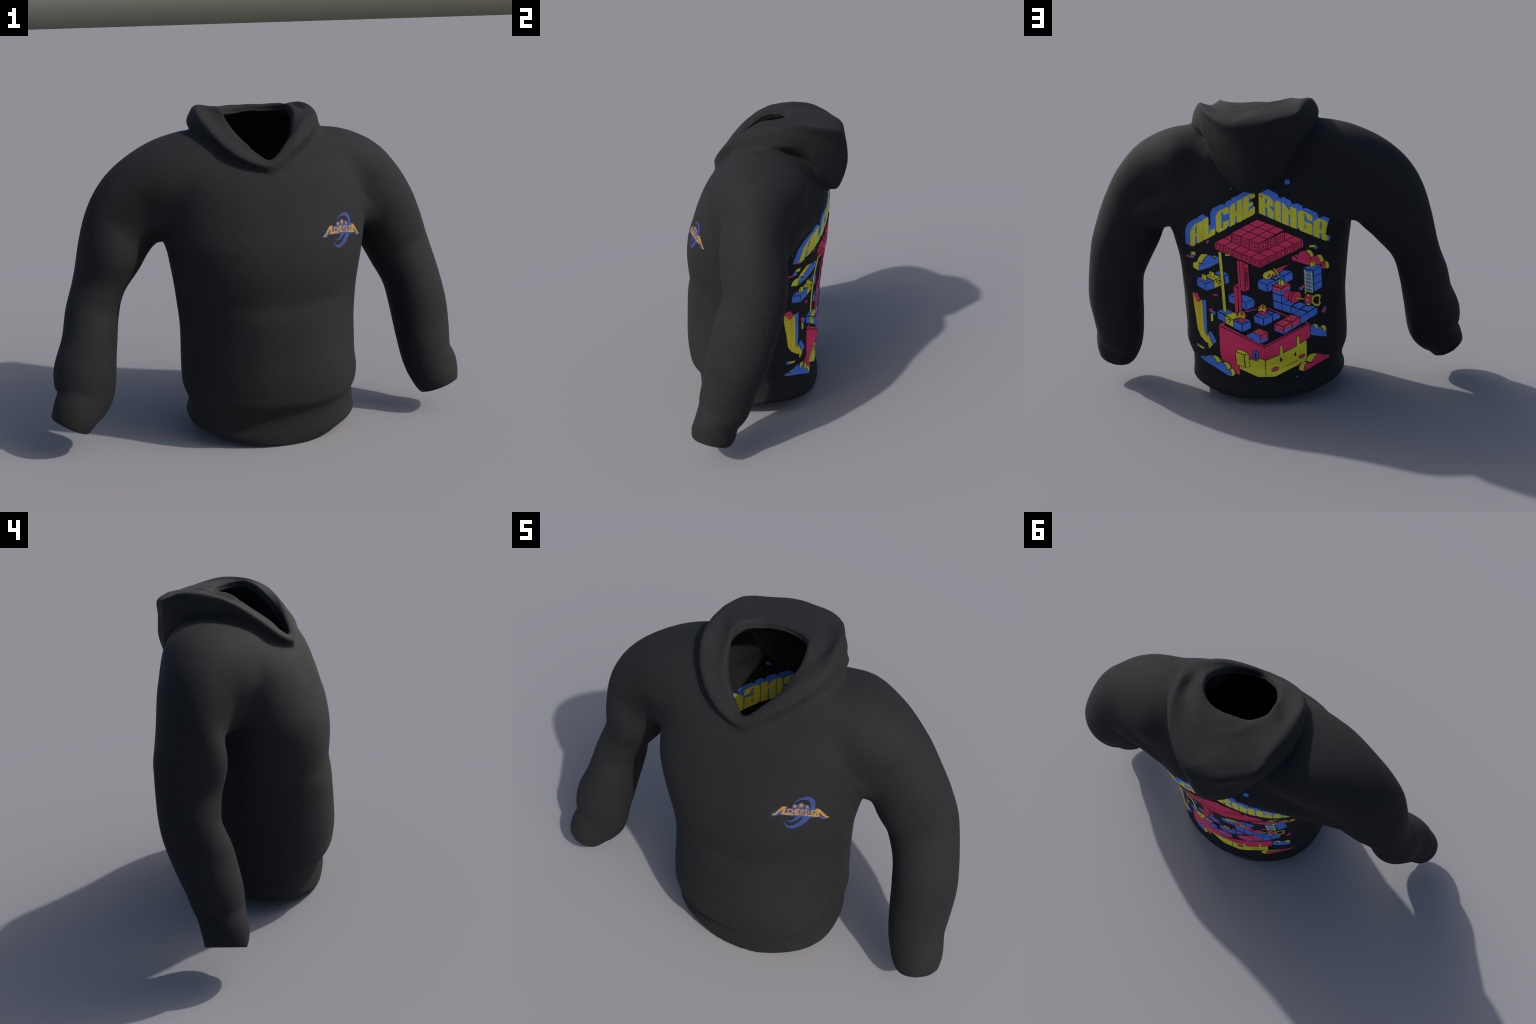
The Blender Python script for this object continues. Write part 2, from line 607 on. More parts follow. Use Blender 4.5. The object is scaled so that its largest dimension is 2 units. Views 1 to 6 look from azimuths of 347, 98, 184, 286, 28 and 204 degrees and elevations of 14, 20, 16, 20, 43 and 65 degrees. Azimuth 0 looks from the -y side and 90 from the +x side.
def sprinkles(colour, n, a, b, c, d):
    """Tiny scattered squares over a quad."""
    a, b, c, d = flat([a, b, c, d])
    for _ in range(n):
        u, v = rng.uniform(0.08, 0.92, 2)
        q = (1 - v)*((1 - u)*a + u*b) + v*((1 - u)*d + u*c)
        put(colour, [q + np.array([(-.45, -.3), (.35, -.4), (.45, .35), (-.35, .4)])])


# back lettering: two slanted words meeting under the hood, yellow faces on blue sides
on("word_left", "lettering_side")
poly("blue", (145, 1225), (165, 1110), (235, 965), (410, 865), (455, 890), (455, 840), (580, 765), (705, 830), (745, 860), (752, 1050), (797, 1040),
     (790, 735), (850, 615), (1090, 495), (1160, 520), (1200, 450), (1285, 390), (1335, 405), (1340, 350), (1480, 285), (1505, 290), (1530, 255), (1670, 175),
     (1710, 190), (1770, 170), (1915, 218), (1860, 250), (1850, 370), (1802, 425), (1870, 430), (1908, 455), (1880, 545), (1915, 548), (1958, 568), (1850, 700),
     (1640, 905), (1480, 990), (1440, 985), (1298, 1090), (1245, 1085), (1130, 1140), (1000, 1240), (945, 1195), (925, 1140), (760, 1330), (600, 1440),
     (462, 1512), (410, 1490), (285, 1572), (155, 1510))
begin("letter")
poly("yellow", (270, 1215), (310, 1130), (370, 1040), (540, 940), (582, 965), (440, 1038), (398, 1090), (402, 1300), (412, 1545), (340, 1590), (285, 1592))
poly("yellow", (440, 1036), (582, 962), (600, 1450), (462, 1515), (445, 1290))
poly("yellow", (400, 1300), (442, 1238), (448, 1290), (408, 1342))
begin("letter")
poly("yellow", (588, 915), (722, 838), (738, 865), (752, 1330), (785, 1180), (920, 1125), (925, 1255), (905, 1295), (630, 1435), (608, 1420))
begin("letter")
poly("yellow", (930, 805), (1000, 690), (1225, 575), (1270, 600), (1272, 735), (1150, 785), (1120, 740), (1110, 680), (1080, 730), (1085, 1110), (1125, 1135),
     (1130, 970), (1272, 910), (1275, 1020), (1245, 1090), (1205, 1145), (1010, 1250), (945, 1195))
begin("letter")
poly("yellow", (1290, 600), (1340, 520), (1375, 490), (1438, 455), (1440, 715), (1480, 670), (1482, 430), (1628, 355), (1640, 920), (1580, 965), (1480, 990),
     (1478, 790), (1440, 830), (1440, 1025), (1300, 1095))
begin("letter")
poly("yellow", (1652, 330), (1860, 225), (1960, 225), (1960, 318), (1850, 370), (1815, 285), (1800, 300), (1802, 490), (1905, 450), (1912, 525), (1800, 580),
     (1795, 740), (1830, 640), (1955, 565), (1957, 735), (1905, 790), (1660, 915), (1650, 900))
on("word_right", "lettering_side")
poly("blue", (120, 200), (275, 95), (320, 95), (575, 230), (640, 355), (740, 310), (830, 372), (860, 375), (915, 405), (970, 510), (1065, 485), (1100, 485),
     (1235, 550), (1237, 622), (1335, 595), (1600, 710), (1642, 780), (1642, 852), (1780, 797), (1930, 845), (1895, 985), (1780, 1250), (1740, 1355), (1690, 1383),
     (1500, 1305), (1330, 1200), (1120, 1140), (1090, 1152), (905, 1075), (880, 1070), (690, 985), (510, 905), (480, 900), (330, 838), (270, 810), (110, 400))
begin("letter")
poly("yellow", (92, 205), (140, 195), (262, 255), (268, 812), (100, 738))
poly("yellow", (262, 257), (400, 325), (475, 430), (480, 560), (445, 575), (380, 545), (262, 505), (315, 470), (315, 385), (262, 310))
poly("yellow", (264, 508), (380, 548), (375, 575), (450, 655), (487, 680), (487, 907), (330, 840), (315, 600), (266, 568))
begin("letter")
poly("yellow", (510, 465), (575, 400), (668, 450), (682, 987), (520, 915))
begin("letter")
poly("yellow", (700, 475), (745, 470), (780, 530), (872, 750), (880, 1072), (705, 1000))
poly("yellow", (782, 530), (920, 700), (982, 765), (985, 800), (915, 800), (874, 750))
poly("yellow", (918, 565), (1080, 630), (1092, 1150), (922, 1090), (917, 805), (986, 800), (965, 745), (920, 690))
begin("letter")
poly("yellow", (1115, 705), (1185, 665), (1460, 775), (1500, 840), (1500, 960), (1370, 905), (1325, 800), (1285, 790), (1290, 1130), (1325, 1165), (1330, 1055),
     (1300, 1040), (1300, 950), (1490, 1020), (1500, 1305), (1180, 1190), (1120, 1090))
begin("letter")
poly("yellow", (1525, 945), (1650, 855), (1740, 888), (1735, 930), (1690, 960), (1690, 1385), (1525, 1320))
poly("yellow", (1742, 888), (1860, 925), (1895, 970), (1845, 1280), (1895, 1300), (1895, 1425), (1850, 1445), (1740, 1400))
poly("yellow", (1688, 1150), (1742, 1140), (1740, 1235), (1688, 1250))

# stepped temple roof
on("roof", "temple_roof")
poly("ink", *[(108, 622), (480, 455), (2175, 555), (2205, 590), (2205, 745), (1190, 1255), (1140, 1250), (125, 812)])
L, F, R = flat([(120, 632), (1160, 1075), (2190, 575)])
sa, sb, drop = (F - L)/5, (R - F)/5, np.array([0.3, 14.2])
lattice(L, sa, sb, [(i, 0) for i in range(5)] + [(4, j) for j in range(1, 5)] + [(0, 1), (3, 4)])
for k in range(5):
    a, b = L + sa*k, L + sa*(k + 1)
    carved_face(a, b, b + drop, a + drop, (0, 5, 2, 0, 5)[k])
    a, b = F + sb*k, F + sb*(k + 1)
    carved_face(a, b, b + drop, a + drop, (6, 1, 4, 2, 6)[k])
L2, F2, R2, B2 = flat([(502, 418), (1146, 662), (1745, 385), (1108, 100)])
drop2 = np.array([0.5, 18.3])
put("ink", [np.array([B2 + [0, -1], R2 + [.9, 0], R2 + drop2 + [.9, 0], F2 + drop2 + [0, 1.1], L2 + drop2 + [-.9, 0], L2 + [-.9, 0]])])
sa, sb = (F2 - L2)/3, (R2 - F2)/3
lattice(L2, sa, (B2 - L2)/3, [(i, j) for i in range(3) for j in range(3)])
for k in range(3):
    a, b = L2 + sa*k, L2 + sa*(k + 1)
    carved_face(a, b, b + drop2, a + drop2, (0, 1, 3)[k])
    a, b = F2 + sb*k, F2 + sb*(k + 1)
    carved_face(a, b, b + drop2, a + drop2, (4, 6, 5)[k])

# pillar under the roof, in front of two blue blocks
on("middle_left", "block")
poly("blue", (1150, 128), (1270, 88), (1560, 140), (1460, 175), (1290, 180))
poly("blue", (1300, 190), (1590, 145), (1800, 238), (1590, 315))
poly("blue", (1145, 145), (1370, 245), (1580, 330), (1592, 522), (1370, 410), (1150, 305))
poly("blue", (1602, 332), (1812, 255), (1818, 425), (1607, 525))
on("upper_left", "pillar")
poly("ink", (1350, 380), (1655, 490), (1705, 1155), (1545, 1230), (1480, 1180), (1505, 1740), (1330, 1790), (1258, 1068), (1380, 1000))
poly("pink", (1363, 388), (1498, 430), (1540, 1212), (1402, 1132))
poly("pink", (1512, 438), (1650, 508), (1690, 1152), (1550, 1216))
line("ink", 16, (1425, 420), (1455, 1112))
line("ink", 13, (1540, 470), (1580, 1180))
line("ink", 14, (1628, 1080), (1585, 1090), (1578, 595), (1618, 590), (1642, 1088))
line("ink", 13, (1600, 690), (1606, 960))
poly("pink", (1285, 1052), (1375, 1014), (1385, 1108))
poly("pink", (1272, 1078), (1368, 1126), (1393, 1752), (1340, 1775), (1325, 1760))
poly("pink", (1382, 1132), (1463, 1186), (1490, 1722), (1425, 1738))

# clouds
on("upper_left", "cloud")
poly("yellow", (310, 435), (360, 320), (430, 235), (470, 228), (600, 245), (520, 310), (460, 400), (440, 470))
poly("yellow", (215, 470), (250, 440), (372, 462), (358, 560), (360, 665), (215, 590))
poly("yellow", (745, 275), (810, 280), (778, 325))
poly("blue", (376, 660), (380, 490), (405, 475), (450, 535), (470, 440), (520, 330), (600, 265), (650, 258), (720, 290), (765, 350), (780, 400), (805, 310),
     (850, 290), (885, 300), (895, 450), (640, 585), (400, 665))
on("upper_right", "cloud")
poly("yellow", (1405, 130), (1450, 115), (1530, 140), (1590, 230), (1590, 275), (1520, 310), (1490, 230))
poly("yellow", (1670, 265), (1740, 245), (1800, 255), (1850, 350), (1865, 420), (1770, 445), (1755, 350))
poly("yellow", (1885, 425), (1940, 420), (1980, 470), (2000, 550), (1980, 600), (1915, 610), (1905, 500))
poly("yellow", (1115, 260), (1155, 250), (1150, 300))
poly("pink", (1015, 350), (1040, 290), (1080, 275), (1120, 310), (1145, 385), (1165, 290), (1220, 190), (1300, 145), (1380, 145), (1450, 200), (1500, 300),
     (1506, 365), (1480, 522), (1420, 510), (1040, 385))
poly("pink", (1516, 362), (1560, 300), (1620, 275), (1680, 290), (1740, 340), (1760, 420), (1748, 505), (1490, 500))
poly("pink", (1765, 490), (1800, 455), (1850, 445), (1890, 490), (1900, 600), (1885, 630), (1820, 600), (1800, 510))
on("middle_right", "cloud")
poly("yellow", (1580, 890), (1640, 880), (1700, 910), (1715, 970), (1655, 1010), (1630, 940))
poly("yellow", (1785, 935), (1850, 905), (1910, 930), (1930, 1020), (1855, 1070), (1840, 990))
poly("blue", (1520, 1160), (1518, 920), (1580, 905), (1620, 950), (1650, 1040), (1700, 970), (1770, 950), (1820, 1000), (1845, 1090), (1930, 1040), (1940, 1180), (1800, 1190))

# specks floating round the scene
on("upper_left", "speck")
poly("blue", (130, 220), (165, 220), (240, 290), (235, 335), (160, 310))
poly("yellow", (160, 165), (265, 170), (275, 260), (180, 230))
poly("pink", (25, 250), (60, 255), (170, 290), (175, 325), (70, 305))
poly("yellow", (1055, 235), (1170, 240), (1170, 270), (1060, 270))
poly("pink", (735, 1285), (850, 1305), (848, 1345), (740, 1330))
on("middle_left")
poly("pink", (635, 485), (725, 490), (735, 570), (655, 575))
poly("blue", (695, 590), (740, 550), (795, 570), (795, 655), (750, 645))
poly("yellow", (675, 610), (730, 630), (745, 800), (725, 815), (690, 800))
poly("blue", (330, 1350), (405, 1385), (360, 1445), (335, 1420))
poly("orange_yellow", (370, 1420), (400, 1405), (510, 1465), (520, 1505), (440, 1485))
on("upper_right")
poly("yellow", (1480, 0), (1640, -15), (1640, 40), (1485, 50))
poly("blue", (1605, 42), (1700, 10), (1700, 80), (1610, 90))
poly("blue", (1220, 1110), (1290, 1095), (1320, 1165), (1230, 1185))
ellipse("pink", 1315, 1090, 36, 36)
on("middle_right")
poly("blue", (1870, 430), (1920, 425), (1910, 490), (1865, 490))
poly("pink", (1805, 590), (1815, 510), (1870, 480), (1915, 500), (1900, 560), (1860, 585))
on("word_left")
poly("blue", (1265, 110), (1350, 70), (1365, 75), (1340, 105))
poly("blue", (720, 1420), (765, 1440), (755, 1465), (715, 1450))
poly("pink", (695, 1450), (735, 1465), (735, 1520), (695, 1515))
poly("pink", (195, 1475), (265, 1490), (260, 1510), (200, 1500))
poly("pink", (285, 1550), (335, 1550), (330, 1590), (290, 1590))
poly("blue", (70, 1240), (85, 1255), (92, 1300), (78, 1285))
poly("blue", (2735, -140), (2860, -146), (2862, -22), (2735, -20))
on("word_right")
poly("pink", (145, 265), (185, 265), (185, 340), (145, 335))
poly("pink", (275, 800), (335, 800), (335, 830), (280, 830))
poly("blue", (337, 820), (370, 830), (365, 860), (340, 850))
poly("pink", (1240, 765), (1325, 755), (1330, 785), (1240, 790))
poly("blue", (1900, 1302), (1970, 1312), (1950, 1440), (1900, 1440))
poly("pink", (1912, 1335), (1955, 1325), (1935, 1370), (1910, 1368))
on("lower_right")
poly("blue", (1065, 1075), (1130, 1078), (1125, 1100), (1070, 1100))

# blocks, coins and the tall pole on the left
on("upper_left", "block")
poly("blue", (315, 880), (400, 845), (735, 932), (530, 1012))
poly("blue", (312, 900), (520, 1025), (540, 1195), (325, 1060))
poly("blue", (540, 1032), (740, 950), (765, 1140), (558, 1200))
poly("blue", (780, 740), (900, 680), (1000, 700), (1115, 752), (1035, 800), (915, 815))
poly("blue", (1035, 820), (1130, 785), (1155, 985), (1050, 1025))
begin("question_block")
poly("yellow", (575, 785), (640, 765), (780, 785), (930, 850), (745, 925), (590, 845))
poly("yellow", (755, 945), (925, 875), (945, 1065), (775, 1130))
line("ink", 22, (808, 1000), (828, 950), (880, 925), (918, 935), (915, 975), (880, 1000), (880, 1032))
ellipse("ink", 884, 1060, 12, 14)
coin(525, 855, -55)
coin(725, 780, -60)
on("middle_left", "block")
poly("blue", (860, 550), (1000, 510), (1110, 515), (1250, 580), (1060, 645))
poly("blue", (850, 570), (1040, 670), (1045, 840), (865, 740))
on("upper_left", "flag_pole")
poly("ink", (866, 160), (962, 190), (1098, 1740), (1050, 1770), (996, 1730))
poly("yellow", (880, 165), (950, 190), (1085, 1735), (1050, 1755), (1010, 1725))

# bent arrow on the left side
on("middle_left", "arrow")
poly("blue", (458, 260), (545, 265), (560, 500), (575, 800), (585, 1060), (580, 1180), (545, 1110), (515, 1000), (485, 600))
poly("blue", (615, 1085), (690, 1072), (830, 1330), (745, 1395))
poly("orange_yellow", (205, 70), (340, 325), (445, 250), (480, 560), (500, 900), (520, 1050), (545, 1120), (600, 1215), (600, 1110), (735, 1410), (645, 1500),
     (615, 1355), (560, 1335), (430, 1180), (350, 1000), (300, 680), (240, 350))
poly("pink", (218, 72), (320, 85), (405, 245), (342, 318))

# smiling house at the foot of the scene
on("lower_left", "house")
poly("pink", (770, -285), (895, -330), (918, -300), (860, -262), (1945, 272), (1945, 305), (772, -258))
poly("pink", (762, -238), (1945, 330), (1962, 652), (1800, 598), (1552, 640), (1290, 830), (1307, 1040), (1190, 1000), (850, 760), (797, 400))
on("middle_right")
poly("pink", (308, 1448), (1420, 880), (1360, 845), (1390, 832), (1478, 858), (318, 1478))
on("lower_right")
poly("pink", (250, 328), (1425, -298), (1440, 35), (1175, 210), (1160, -15), (1085, 30), (1090, 262), (742, 442), (725, 235), (650, 275), (655, 490), (268, 655))
poly("yellow", (278, 682), (662, 508), (664, 282), (712, 255), (733, 468), (1098, 278), (1100, 42), (1146, 14), (1166, 228), (1345, 122), (1355, 540), (1310, 690),
     (1150, 790), (520, 1085), (300, 1092))
on("lower_left")
poly("yellow", (1555, 655), (1800, 612), (1952, 672), (1985, 1095), (1790, 1092), (1312, 905), (1300, 830))
on("lower_right", "face")
ellipse("ink", 683, 650, 27, 70, -4)
ellipse("ink", 1055, 490, 22, 58, -4)
line("ink", 14, (735, 815), (762, 832), (802, 826), (930, 765), (1060, 702), (1095, 668))
ellipse("pink", 528, 906, 94, 40, -18, outline=14)
ellipse("pink", 1224, 550, 84, 38, -32, outline=14)
on("lower_left", "door")
poly("ink", (1185, 400), (1300, 345), (1540, 465), (1580, 850), (1445, 890), (1205, 780))
poly("yellow", (1205, 402), (1300, 360), (1520, 465), (1415, 500))
poly("yellow", (1202, 424), (1403, 517), (1430, 868), (1222, 775))
poly("yellow", (1428, 520), (1530, 482), (1562, 843), (1458, 873))
begin("keyhole")
poly("ink", (1636, 605), (1645, 455), (1690, 378), (1755, 378), (1800, 455), (1815, 605), (1785, 668), (1715, 684), (1655, 662))
poly("blue", (1655, 600), (1665, 460), (1700, 395), (1745, 395), (1780, 460), (1795, 600), (1770, 650), (1715, 665), (1670, 645))
poly("ink", (1690, 560), (1702, 450), (1735, 445), (1745, 560))
poly("ink", (1685, 580), (1765, 577), (1750, 620), (1715, 635), (1690, 620))
begin("cloud")
poly("ink", (585, 505), (700, 505), (790, 570), (835, 690), (960, 700), (1050, 780), (1095, 885), (1170, 925), (1205, 1020), (1130, 1085), (980, 960), (700, 800))
poly("yellow", (595, 520), (680, 520), (760, 580), (820, 700), (715, 735), (680, 640))
poly("yellow", (870, 720), (960, 720), (1030, 790), (1075, 890), (985, 920), (940, 820))
poly("yellow", (1055, 915), (1110, 900), (1160, 940), (1185, 1020), (1100, 1080), (1090, 990))
poly("yellow", (355, 555), (405, 555), (400, 600))
poly("blue", (275, 580), (300, 552), (335, 560), (405, 640), (420, 590), (460, 530), (510, 518), (570, 530), (640, 600), (688, 685), (710, 775), (740, 740),
     (800, 715), (860, 740), (925, 825), (970, 940), (1020, 925), (1052, 950), (1082, 1010), (1085, 1078), (1020, 1055), (760, 910), (430, 710))
on("lower_right", "cloud")
poly("ink", (1310, 700), (1355, 565), (1420, 490), (1500, 460), (1560, 470), (1480, 760), (1290, 850), (1140, 800), (1210, 728))
poly("yellow", (1325, 685), (1370, 570), (1430, 500), (1500, 475), (1620, 475), (1550, 550), (1500, 650), (1470, 722))
poly("yellow", (1150, 920), (1165, 830), (1220, 740), (1280, 712), (1350, 718), (1300, 780), (1272, 850), (1268, 945))
poly("yellow", (1805, 515), (1850, 515), (1820, 545))
poly("pink", (1285, 942), (1290, 840), (1335, 765), (1400, 732), (1460, 745), (1482, 765), (1510, 640), (1570, 530), (1640, 482), (1720, 480), (1780, 520),
     (1820, 578), (1880, 510), (1920, 500), (1940, 540), (1910, 590), (1600, 770), (1300, 942))

# floor edges and the blocks standing in the house
on("middle_right", "floor_edge")
line("pink", 28, (420, 488), (905, 686))
line("pink", 26, (-430, 622), (115, 498))
on("middle_left", "question_block")
poly("yellow", (1075, 655), (1270, 590), (1400, 640), (1380, 720), (1270, 768))
poly("yellow", (1060, 682), (1263, 790), (1272, 965), (1075, 855))
line("ink", 22, (1120, 792), (1130, 765), (1170, 765), (1200, 800), (1180, 825), (1150, 842))
ellipse("ink", 1155, 872, 13, 12)
begin("block")
poly("ink", (1275, 780), (1400, 725), (1610, 735), (1735, 800), (1740, 990), (1510, 1100), (1280, 990))
poly("blue", (1295, 785), (1400, 742), (1600, 745), (1705, 795), (1500, 880))
poly("blue", (1280, 802), (1490, 900), (1500, 1080), (1290, 985))
poly("blue", (1512, 900), (1720, 815), (1725, 985), (1522, 1078))
toadstool(1478, 680)
on("middle_right", "block")
poly("blue", (395, 585), (400, 540), (560, 595), (510, 620))
poly("blue", (70, 640), (150, 610), (390, 610), (490, 635), (275, 735))
poly("blue", (42, 665), (265, 750), (280, 930), (55, 830))
poly("blue", (290, 748), (500, 652), (510, 828), (300, 925))
poly("blue", (522, 640), (600, 600), (720, 655), (720, 720), (532, 810))
toadstool(258, 500)
on("middle_right", "frosted_block")
poly("blue", (-178, 1190), (3, 1112), (198, 1195), (38, 1288))
poly("blue", (15, 1300), (190, 1212), (210, 1388))
poly("blue", (210, 1200), (402, 1110), (405, 1305), (222, 1386))
poly("pink", (0, 1095), (175, 1005), (390, 1090), (205, 1182))
poly("pink", (215, 1200), (400, 1105), (405, 1250), (350, 1238), (300, 1285), (270, 1275), (230, 1350))
sprinkles("yellow", 16, (0, 1095), (175, 1005), (390, 1090), (205, 1182))
sprinkles("yellow", 9, (215, 1210), (400, 1115), (402, 1200), (225, 1290))
begin("frosted_block")
for quad, drip in ((((570, 895), (800, 965), (815, 1145), (577, 1050)), ((570, 890), (800, 960), (806, 1105), (770, 1090), (742, 1042), (690, 1065), (640, 1010), (577, 1030))),
                   (((830, 965), (1018, 852), (1035, 1015), (832, 1142)), ((828, 960), (1015, 845), (1028, 960), (970, 1022), (915, 975), (880, 1080), (840, 1070))),
                   (((1038, 840), (1235, 720), (1250, 880), (1058, 1008)), ((1036, 835), (1235, 715), (1240, 870), (1150, 880), (1120, 950), (1070, 920), (1046, 930)))):
    poly("blue", *quad)
    poly("pink", *drip)
    sprinkles("yellow", 11, quad[0], quad[1], tuple(np.add(quad[1], (6, 110))), tuple(np.add(quad[0], (6, 110))))
for quad in (((800, 760), (1010, 645), (1220, 705), (1025, 820)), ((595, 865), (790, 770), (1000, 832), (810, 945))):
    poly("pink", *quad)
    sprinkles("yellow", 16, *quad)

# stack of blocks on the right with pipe and plant
begin("block")
for q in (((545, 290), (758, 358), (763, 535), (555, 460)), ((780, 365), (988, 440), (997, 610), (780, 540)), ((1007, 452), (1218, 520), (1020, 622)),
          ((800, 350), (930, 285), (1100, 350), (990, 428)), ((1040, 420), (1220, 330), (1395, 380), (1222, 503)), ((1268, 500), (1410, 412), (1640, 440), (1452, 566)),
          ((1052, 620), (1230, 527), (1420, 580), (1242, 692)), ((1470, 580), (1680, 455), (1690, 615), (1487, 745)), ((1257, 702), (1455, 590), (1470, 750), (1267, 885))):
    poly("blue", *q)
on("upper_right", "block")
for q in (((150, 935), (325, 855), (585, 915), (375, 1020)), ((515, 868), (690, 772), (805, 800), (612, 902)), ((695, 748), (815, 650), (1015, 685), (815, 790)),
          ((135, 955), (365, 1035), (382, 1230), (155, 1130)), ((396, 1035), (600, 930), (605, 1120), (400, 1225)), ((616, 930), (808, 822), (825, 985), (640, 1085)),
          ((830, 810), (1030, 705), (1050, 890), (870, 985), (842, 985))):
    poly("blue", *q)
begin("tower")
for q in (((1340, 600), (1480, 540), (1640, 520), (1785, 540), (1580, 658)), ((1332, 630), (1565, 680), (1588, 1230), (1365, 1160)),
          ((1592, 672), (1795, 557), (1798, 722), (1598, 830)), ((1600, 855), (1800, 742), (1803, 915), (1603, 1030)), ((1605, 1055), (1803, 935), (1806, 1105), (1608, 1230))):
    poly("blue", *q)
begin("ladder")
line("yellow", 26, (1365, 650), (1383, 1285))
line("yellow", 26, (1538, 692), (1558, 1262))
for k in range(6):
    y = 720 + 96*k
    line("yellow", 24, (1376 + 3*k, y), (1540 + 3*k, y + 46))
coin(1538, 498, 62)
begin("frosted_block")
poly("ink", (500, 1045), (640, 985), (985, 1015), (1000, 1180), (830, 1290), (780, 1540), (530, 1450))
poly("blue", (518, 1100), (738, 1150), (745, 1310), (528, 1238))
poly("blue", (528, 1258), (745, 1335), (755, 1508), (540, 1430))
poly("blue", (545, 1458), (757, 1535), (762, 1560), (550, 1500))
poly("blue", (752, 1150), (985, 1060), (985, 1170), (880, 1210), (812, 1300), (755, 1312))
poly("blue", (762, 1338), (808, 1322), (815, 1382), (930, 1440), (785, 1518), (768, 1505))
poly("pink", (530, 1042), (640, 1000), (880, 985), (982, 1030), (745, 1122))
poly("pink", (515, 1065), (735, 1140), (740, 1220), (690, 1190), (610, 1230), (560, 1170), (525, 1172))
poly("pink", (752, 1142), (982, 1042), (982, 1110), (920, 1140), (860, 1172), (810, 1225), (770, 1190))
sprinkles("yellow", 8, (560, 1040), (680, 1000), (900, 1010), (760, 1100))
sprinkles("yellow", 9, (525, 1080), (730, 1150), (735, 1190), (530, 1150))
sprinkles("yellow", 9, (765, 1150), (970, 1060), (970, 1100), (775, 1190))
coin(778, 984, -68)
begin("pipe")
pipe = [(810, 1310), (850, 1230), (930, 1195), (1040, 1215), (1150, 1215), (1230, 1240), (1265, 1290), (1265, 1370), (1215, 1440), (1150, 1500), (1080, 1520), (990, 1490), (925, 1420), (820, 1372)]
poly("ink", *[(1040 + (x - 1040)*1.06, 1357 + (y - 1357)*1.07) for x, y in pipe])
poly("pink", *pipe)
line("ink", 18, (1080, 1205), (1000, 1240), (950, 1310), (932, 1390), (945, 1450))
line("ink", 18, (1160, 1215), (1065, 1270), (1008, 1350), (995, 1420), (1000, 1490))
line("ink", 46, (1130, 1386), (1275, 1412))
line("yellow", 28, (1130, 1386), (1330, 1418))
on("middle_right", "plant")
ellipse("ink", 1462, 258, 128, 165)
ellipse("pink", 1462, 258, 112, 148)
for x, y, rx, ry in ((1448, 150, 36, 28), (1565, 172, 30, 24), (1425, 268, 32, 26), (1450, 378, 44, 22)):
    ellipse("yellow", x, y, rx, ry, outline=11)
heart = np.array([(1530, 290), (1550, 215), (1590, 160), (1650, 125), (1720, 115), (1768, 145), (1772, 210), (1745, 268), (1772, 330), (1750, 395), (1680, 425), (1600, 402), (1545, 345)])
poly("ink", *(np.array([1655, 270]) + (heart - [1655, 270])*1.12))
poly("yellow", *heart)
poly("ink", *(np.array([1655, 270]) + (heart - [1655, 270])*0.70))
for x, y in ((1695, 185), (1615, 245), (1605, 325), (1665, 362), (1720, 320), (1725, 235)):
    ellipse("pink", x, y, 13, 13, n=8)
on("upper_right", "rocket")
poly("ink", (520, 590), (620, 590), (760, 535), (960, 490), (815, 640), (700, 735), (600, 830), (480, 870), (390, 902), (310, 885), (258, 830), (262, 770), (300, 705), (470, 630))
poly("pink", (620, 605), (760, 550), (950, 500), (800, 600), (805, 625), (700, 712), (660, 650))
poly("yellow", (535, 605), (570, 600), (640, 660), (680, 740), (670, 770), (640, 765), (620, 700))
poly("pink", (540, 655), (570, 660), (625, 735), (620, 780))
poly("yellow", (270, 790), (300, 720), (470, 645), (520, 660), (575, 720), (605, 800), (585, 800), (520, 740), (480, 850), (400, 885), (330, 875), (285, 840))
poly("ink", (382, 840), (438, 742), (470, 765), (450, 832))
poly("pink", (398, 830), (442, 757), (462, 772), (445, 825))
poly("pink", (505, 840), (535, 765), (572, 800), (522, 838))

# chest badge: a swoosh ring behind a wide word with three stars
state["side"] = "front"
PANEL["badge"] = (511, 561, 10.338)
on("badge", "badge_ring")
poly("badge_blue", (530, 240), (600, 165), (700, 110), (810, 85), (890, 95), (950, 130), (985, 190), (990, 260), (975, 350), (920, 460), (850, 560), (750, 645),
     (640, 705), (530, 740), (440, 738), (380, 705), (340, 640), (332, 555), (352, 620), (400, 675), (470, 690), (560, 665), (640, 615), (700, 560), (760, 480),
     (850, 400), (890, 300), (880, 215), (840, 165), (770, 145), (690, 152), (610, 185))
poly("badge_blue", (380, 510), (405, 560), (450, 588), (510, 575), (570, 530), (600, 470), (700, 500), (640, 545), (560, 590), (470, 610), (410, 590))
begin("badge_word")
poly("badge_blue", (70, 462), (100, 430), (320, 280), (400, 285), (420, 330), (510, 320), (505, 265), (565, 245), (620, 260), (695, 212), (770, 250), (860, 280),
     (865, 330), (985, 340), (1060, 325), (1110, 370), (1220, 470), (1280, 490), (1220, 530), (1130, 540), (1075, 500), (870, 520), (560, 495), (230, 450), (180, 490))
poly("badge_orange", (90, 455), (105, 432), (150, 432), (310, 285), (395, 290), (340, 430), (540, 445), (540, 470), (280, 450), (320, 340), (160, 462))
poly("badge_orange", (1275, 485), (1240, 482), (1080, 345), (995, 335), (1030, 470), (830, 465), (830, 490), (1072, 495), (1060, 405), (1210, 512), (1265, 508))
poly("badge_orange", (545, 450), (828, 466), (828, 478), (545, 464))
word = [("L", 345), ("C", 425), ("H", 512), ("E", 600), ("R", 690), ("I", 770), ("N", 845), ("G", 935)]
